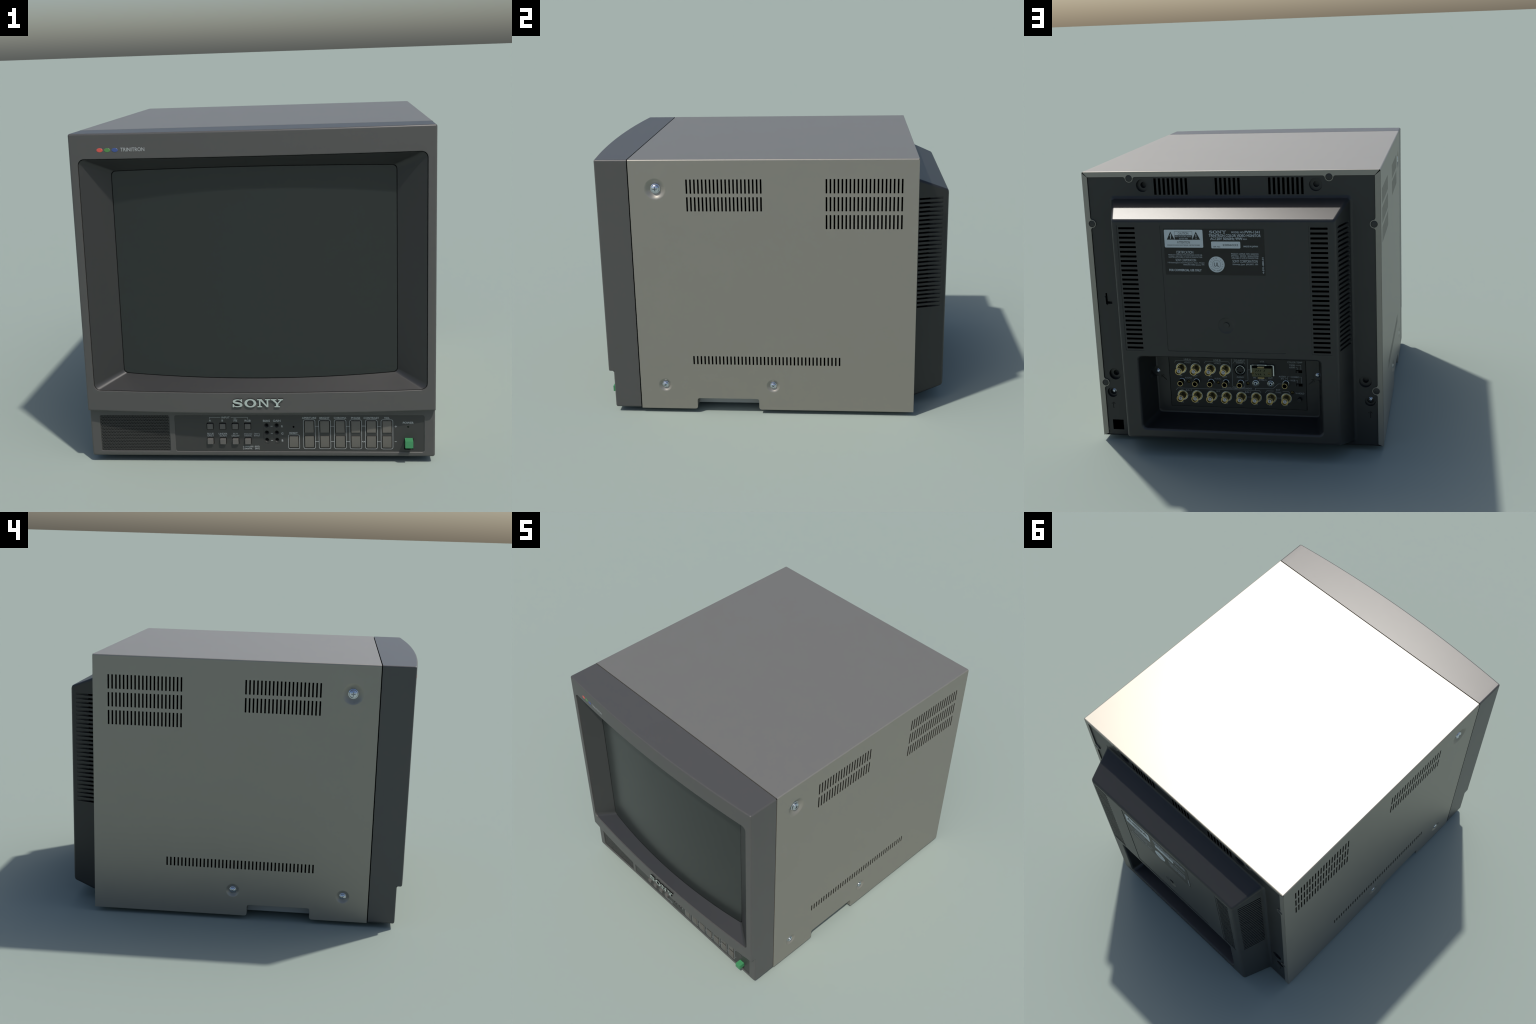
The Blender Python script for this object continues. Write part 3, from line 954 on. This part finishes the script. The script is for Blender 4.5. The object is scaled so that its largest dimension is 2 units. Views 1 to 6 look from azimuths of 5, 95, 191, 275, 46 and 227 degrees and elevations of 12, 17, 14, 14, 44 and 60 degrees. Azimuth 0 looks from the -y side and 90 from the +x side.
for i, ch in enumerate("LISTED 27HC"):
    a = radians(200 - 22 * i)
    text_into(dk, ch, -.0310 + .0320 * cos(a), 1.0620 + .0320 * sin(a), .0062, bp2, thick=.0002, turn=a - pi / 2)
for i, ch in enumerate("VIDEO PRODUCT"):
    a = radians(220 + 8.5 * i)
    text_into(dk, ch, -.0310 + .0330 * cos(a), 1.0620 + .0330 * sin(a), .0052, bp2, thick=.0002, turn=a + pi / 2)
for body, v in (("RISK OF ELECTRIC SHOCK", 1.2052), ("DO NOT OPEN", 1.1945)):
    text_into(dk, body, -.1945, v, .0068, bp2, width=.082 if v > 1.2 else .045, thick=.0005, mat=M_SILVER)
for pts in ([(-.2585, 1.2195), (-.2630, 1.2085), (-.2590, 1.2085), (-.2625, 1.1935)], [(-.1290, 1.2180), (-.1290, 1.2010)], [(-.1290, 1.1975), (-.1290, 1.1930)]):
    stroke_into(dk, pts, .0032, bp2, mat=M_SILVER, thick=.0005)
link("label_dark_print", dk.mesh("label_dark_print", merge=0, outward=False), label, weighted=False, stuff=True)
lt = Build(M_PRINT3)
bp3 = back_plane(LY + .0009)
def wt(s, u, v, h, w=None, bold=0.01): text_into(lt, s, u, v, h, bp3, width=w, bold=bold, thick=.0003)
lx, lw, lh = -.0605, 0.0870, 0.0150
ux = lx
for ch in "SONY":
    for outl, hol in LETTERS[ch][1]:
        lt.plate([(lx * 0 + ux + p[0] * lh, 1.2210 + p[1] * lh) for p in outl], [[(ux + p[0] * lh, 1.2210 + p[1] * lh) for p in q] for q in hol], (), lambda u, v: bp3(u, v, .0003))
    ux += (LETTERS[ch][0] + .09) * lh
wt("MODEL NO.", .0855, 1.2275, .0095, .0650, .015); wt("PVM-1341", .1585, 1.2285, .0130, .0760, .02)
wt("TRINITRON COLOR VIDEO MONITOR", .0690, 1.2105, .0130, .2640, .02)
wt("AC120V 50/60Hz 99W", .0255, 1.1945, .0130, .1640, .02); wt("MAX", .1205, 1.1925, .0075, .0205)
wt("MADE IN JAPAN", .1480, 1.1555, .0080, .0730, .015)
wt("CERTIFICATION", -.1925, 1.1240, .0140, .0890, .0); wt("PRODUCT COMPLIES WITH DHHS RULES 21CFR SUB-", -.1900, 1.1100, .0070, .176, 0)
wt("CHAPTER J APPLICABLE AT DATE OF MANUFACTURE.", -.1900, 1.0990, .0070, .176, 0)
wt("SONY CORPORATION", -.1890, 1.0835, .0130, .1060, 0)
wt("7-35 Kitashinagawa 6-chome Shinagawa-ku, Tokyo, 141 Japan", -.1890, 1.0700, .0064, .192, 0)
wt("MANUFACTURED: January, 1991", -.1490, 1.0595, .0070, .108, 0)
wt("FOR COMMERCIAL USE ONLY", -.1945, 1.0310, .0110, .1690, .025)
wt("PRODUCT  COMPLIES  WITH  RADIATION", .1160, 1.1170, .0078, .1380, 0); wt("EMITTING   DEVICES   REGULATIONS", .1160, 1.1065, .0078, .1380, 0)
wt("APPLICABLE AT DATE OF MANUFACTURE.", .1160, 1.0960, .0078, .1380, 0)
wt("SONY CORPORATION", .1160, 1.0795, .0140, .1280, 0); wt("Ichinomiya, Japan  JANUARY, 1991", .1160, 1.0640, .0085, .1290, 0)
text_into(lt, "4-391-880-01", .2065, 1.0580, .0085, bp3, width=.0830, bold=.015, thick=.0003, turn=pi / 2)
link("label_lettering", lt.mesh("label_lettering", merge=0), label, weighted=False, stuff=True)

# connector panel ----------------------------------------------------------------
cp = Build(M_REAR2)
CPY = CY + 0.0020
cp.box((-.3740, CY - .004, .2185), (.3705, CPY, .5480))
cpanel = link("connector_panel", cp.mesh("connector_panel"), housing, weighted=False)
b = Build(M_VOID); b.box((-.3765, CY - .004, .2160), (.3735, CY + .0004, .5480))
add_part("panel_gap", b, cpanel, weighted=False)
COL = lambda k: 0.3050 - 0.0815 * k
ZA, ZB, ZC = 0.4362, 0.3615, 0.2820

def bnc(dot):
    b = Build(M_GOLD)
    b.lathe([(0, 0, M_NICKEL), (.0290, 0, M_NICKEL), (.0290, .0022, M_NICKEL), (.0265, .0022, M_NICKEL), (.0265, .0050), (.0245, .0065), (.0200, .0065),
             (.0180, .0110, M_GOLD_D), (.0170, .0300, M_GOLD_D), (.0170, .0440, M_GOLD_D), (.0185, .0470), (.0187, .0560), (.0165, .0560), (.0160, .0400, M_GOLD),
             (.0098, .0400, M_GOLD), (.0098, .0520, M_PTFE), (.0, .0520, M_PTFE)], n=28)
    for s in (1, -1):
        b.lathe([(0, 0), (.0022, 0), (.0022, .0050), (0, .0056)], (0, .0300, s * .0165), axis="z", n=10, sign=s, mat=M_GOLD)
    if dot:
        b.lathe([(0, 0), (.0022, 0), (.0022, -.004)], (0, .0523, 0), n=12, mat=M_GAP)
    else:
        b.box((-.0013, .048, -.0055), (.0013, .0524, .0055), M_GAP)
    return b
bi = add_part("coaxial_connector", bnc(False), cpanel); bo = add_part("coaxial_connector", bnc(True), cpanel)
bi.location = (COL(0), CPY, ZA); bo.location = (COL(1), CPY, ZA)
for k, z in [(2, ZA)] + [(q, ZC) for q in (0, 2, 4, 6)]:
    repeat(bi, (COL(k), CPY, z))
for k, z in [(3, ZA)] + [(q, ZC) for q in (1, 3, 5, 7)]:
    repeat(bo, (COL(k), CPY, z))
rcab = Build(M_GOLD_D)
rcab.lathe([(0, 0, M_NICKEL), (.0172, 0, M_NICKEL), (.0172, .0015, M_NICKEL), (.0152, .0025, M_NICKEL), (.0140, .0030, M_GAP), (.0132, .0080, M_GAP), (.0130, .0350), (.0140, .0370, M_GOLD),
            (.0142, .0405, M_GOLD), (.0122, .0405, M_GOLD), (.0118, .0060, M_VOID), (0, .0060, M_VOID)], n=24)
ra = add_part("phono_jack", rcab, cpanel); ra.location = (COL(0), CPY, ZB)
for k in (1, 2, 3, 4):
    repeat(ra, (COL(k), CPY, ZB))
repeat(ra, (COL(7), CPY, ZB + .0040))
js = Build(M_NICKEL)
js.lathe([(0, 0), (.0185, 0), (.0185, .003), (.0160, .004), (.0150, .0045, M_GAP), (.0145, .009), (.0120, .0115), (.0105, .0118), (.0098, .0100, M_GAP), (.0080, .0112), (.0065, .0120), (.0045, .0112), (.0040, .004, M_VOID), (0, .004, M_VOID)], n=12)
ja = add_part("control_jack", js, cpanel); ja.location = (-.1027, CPY, ZB)
repeat(ja, (-.1842, CPY, ZB))
ps = Build(M_GOLD_D)
ps.lathe([(0, -.002, M_GAP), (.0100, -.002, M_GAP), (.0100, .0005, M_GAP), (.0084, .0005, M_GAP), (.0080, .0012), (.0070, .0026), (.0040, .0036), (0, .0040)], n=18)
ps.box((-.0052, .003, -.0008), (.0052, .0044, .0008), M_GAP); ps.box((-.0008, .003, -.0052), (.0008, .00445, .0052), M_GAP)
pa = add_part("brass_screw", ps, cpanel); pa.location = (.2685, CPY, .3597)
for x, z in ((.1040, .3597), (-.0597, .3597), (-.2990, .3154)):
    repeat(pa, (x, CPY, z), (0, .4, 0))
# round multi-pin socket
dn = Build(M_GAP)
dn.lathe([(0, 0), (.0325, 0, M_NICKEL), (.0325, .0040, M_NICKEL), (.0305, .0070, M_NICKEL), (.0280, .0050), (.0245, .0030), (.0245, .0042, M_NICKEL), (.0225, .0046, M_NICKEL), (.0222, .0020), (0, .0020, M_REAR2)], n=36)
for a in (55, 125, 10, 170, -40, 220):
    dn.lathe([(.0026, .0028, M_VOID), (0, .0028, M_VOID)], (.0145 * cos(radians(a)), 0, .0145 * sin(radians(a))), n=10)
dn.box((-.0045, .001, .0150), (.0045, .0032, .0215), M_VOID); dn.box((-.0055, .001, -.0185), (.0055, .0030, -.0130), M_VOID)
da = add_part("round_socket", dn, cpanel); da.location = (COL(4), CPY, ZA)
# block connector with spring bracket
vt = Build(M_OLIVE)
VY = CPY + .030
vt.box((-.1970, CPY, .4100), (-.0890, VY, .4590), M_OLIVE, bevel=.0035)
vt.box((-.1900, CPY, .4580), (-.0960, CPY + .020, .4650), M_GAP)
for i, x in enumerate((-.1130, -.1250, -.1370, -.1580)):
    for s in (1, -1):
        c = Vector((x, VY + .0002, .4345 + s * .0100))
        d = Vector((.0032 * -s, 0, .0050)); n = Vector((.0014, 0, .0009 * s))
        vt.add([c - d - n, c + d - n, c + d + n, c - d + n], [(0, 1, 2, 3)], M_GAP)
        vt.lathe([(.0018, .0006, M_GAP), (0, .0006, M_GAP)], tuple(c), n=8)
for x in (-.0945, -.1830):
    vt.lathe([(.0072, .0003, M_GAP), (.0060, .0010, M_GOLD_D), (0, .0012, M_GOLD_D)], (x, VY, .4310), n=14)
vt.box((-.1570, CPY, .4605), (-.1210, VY + .003, .4660), M_TAN, bevel=.001); vt.box((-.1570, CPY, .4010), (-.1215, VY + .003, .4085), M_TAN, bevel=.001)
vt.box((-.2070, CPY, .4100), (-.2000, CPY + .014, .4690), M_NICKEL, bevel=.0008); vt.box((-.0860, CPY, .4250), (-.0800, CPY + .014, .4690), M_NICKEL, bevel=.0008)
vt.box((-.2000, CPY, .4665), (-.0860, CPY + .010, .4695), M_NICKEL); vt.box((-.1680, CPY, .4670), (-.1180, CPY + .016, .4730), M_NICKEL, bevel=.001)
add_part("block_connector", vt, cpanel)
# slide switches and hold knob
sw = Build(M_VOID)
for z0 in (.4270, .3515):
    sw.box((-.3550, CPY - .003, z0), (-.3210, CPY + .0004, z0 + .0155), M_VOID)
    sw.box((-.3360, CPY, z0 + .002), (-.3250, CPY + .007, z0 + .0135), M_REAR2, bevel=.0008)
add_part("slide_switch", sw, cpanel)
kn = Build(M_REAR2)
kn.lathe([(0, 0, M_VOID), (.0150, 0, M_VOID), (.0150, .0004, M_VOID), (.0115, .0006, M_REAR2), (.0110, .0220, M_REAR2), (.0100, .0230, M_REAR2), (0, .0230, M_REAR2)], n=24)
ka = add_part("hold_knob", kn, cpanel); ka.location = (-.3388, CPY, .2803)

# printing on the connector panel (u to the viewer's right = -x)
cpn = Build(M_PRINT2)
bq = lambda x, v, h: (x, CPY + h, v)
bt_plane = lambda u, v, h: (-u, CPY + h, v)
def bt(s, x, z, h=.0085, w=None, bold=.006): text_into(cpn, s, -x, z, h, bt_plane, width=w, bold=bold)
def bl(pts, w=.0014): stroke_into(cpn, pts, w, bq)
bt("LINE A", .2680, .4868, .0090, .0385); bt("LINE B", .1043, .4868, .0090, .0385)
for c in (.2690, .1045):
    bl([(c + .0718, .4665), (c + .0635, .4790), (c - .0625, .4790), (c - .0700, .4665)])
    bt("VIDEO", c, .4690, .0090, .0375); bt("AUDIO", c + .001, .3815, .0085, .0385)
for k in (0, 2):
    bt("IN", COL(k) + .005, .3935, .0078, .0130); bt("OUT", COL(k + 1) + .006, .3935, .0078, .0250)
for k in (0, 2, 4, 6):
    bt("IN", COL(k) + .005, .2405, .0074, .0120); bt("OUT", COL(k + 1) + .006, .2405, .0074, .0230)
    bl([(COL(k) - .0285, .2815), (COL(k + 1) + .0285, .2815)])
bt("Y/C-INPUT", -.0177, .4890, .0085, .0620); bt("VIDEO", -.0172, .4750, .0085, .0375); bt("AUDIO", -.0183, .3940, .0085, .0385)
bl([(.0185, .4695), (.0115, .4810), (-.0410, .4810), (-.0480, .4695)])
bl([(.0250, .5400), (.0245, .3410), (.0215, .3374), (-.0385, .3374), (-.0415, .3405), (-.0440, .3715), (-.0475, .3750), (-.0580, .3755), (-.0608, .3790), (-.0612, .5400)])
bl([(-.0612, .4365), (-.0770, .4365)])
bt("VTR", -.1413, .4850, .0090, .0240); bt("CTRL S", -.1410, .3812, .0090, .0400); bt("IN", -.0968, .3935, .0085, .0130); bt("OUT", -.1830, .3935, .0085, .0250)
bt("COLOR TEMP", -.3170, .4858, .0090, .0800); bt("9300", -.3022, .4700, .0085, .0295); bt("6500", -.3020, .4575, .0085, .0295)
bl([(-.3216, .4703), (-.3492, .4703), (-.3488, .4450)]); bl([(-.3212, .4570), (-.3292, .4570), (-.3290, .4445)])
bt("AUDIO", -.2475, .4040, .0085, .0385); bt("IN", -.2470, .3917, .0085, .0130); bt("COMBO", -.3153, .4035, .0085, .0460); bt("RGB", -.3043, .3838, .0085, .0250)
bl([(-.2625, .3800), (-.2625, .3935), (-.2750, .3935)], .0012); bl([(-.2860, .4040), (-.2750, .4040), (-.2750, .3840), (-.2860, .3840)], .0012)
bl([(-.3405, .4040), (-.3510, .4040), (-.3512, .3690)], .0012); bl([(-.3205, .3840), (-.3290, .3840), (-.3292, .3680)], .0012)
bt("ANALOG RGB/COMPONENT", .0020, .3300, .0085, .1650)
bl([(.3416, .3088), (.3322, .3205), (-.1196, .3205), (-.1285, .3080)])
bl([(-.0980, .3212), (-.0983, .3328), (-.1930, .3328), (-.2252, .3621), (-.2438, .3621)])
bt("R/R-Y", .2694, .3095, .0085, .0350); bt("G/Y", .1062, .3092, .0085, .0220); bt("B/B-Y", -.0585, .3092, .0085, .0350)
bl([(-.1515, .3085), (-.1603, .3205), (-.1985, .3205)]); bl([(-.2464, .3205), (-.2774, .3205), (-.2863, .3088)])
bt("EXT", -.2229, .3277, .0085, .0230); bt("SYNC", -.2234, .3131, .0085, .0310); bt("V-HOLD", -.3389, .3118, .0085, .0470)
link("connector_lettering", cpn.mesh("connector_lettering", merge=0), cpanel, weighted=False, stuff=True)
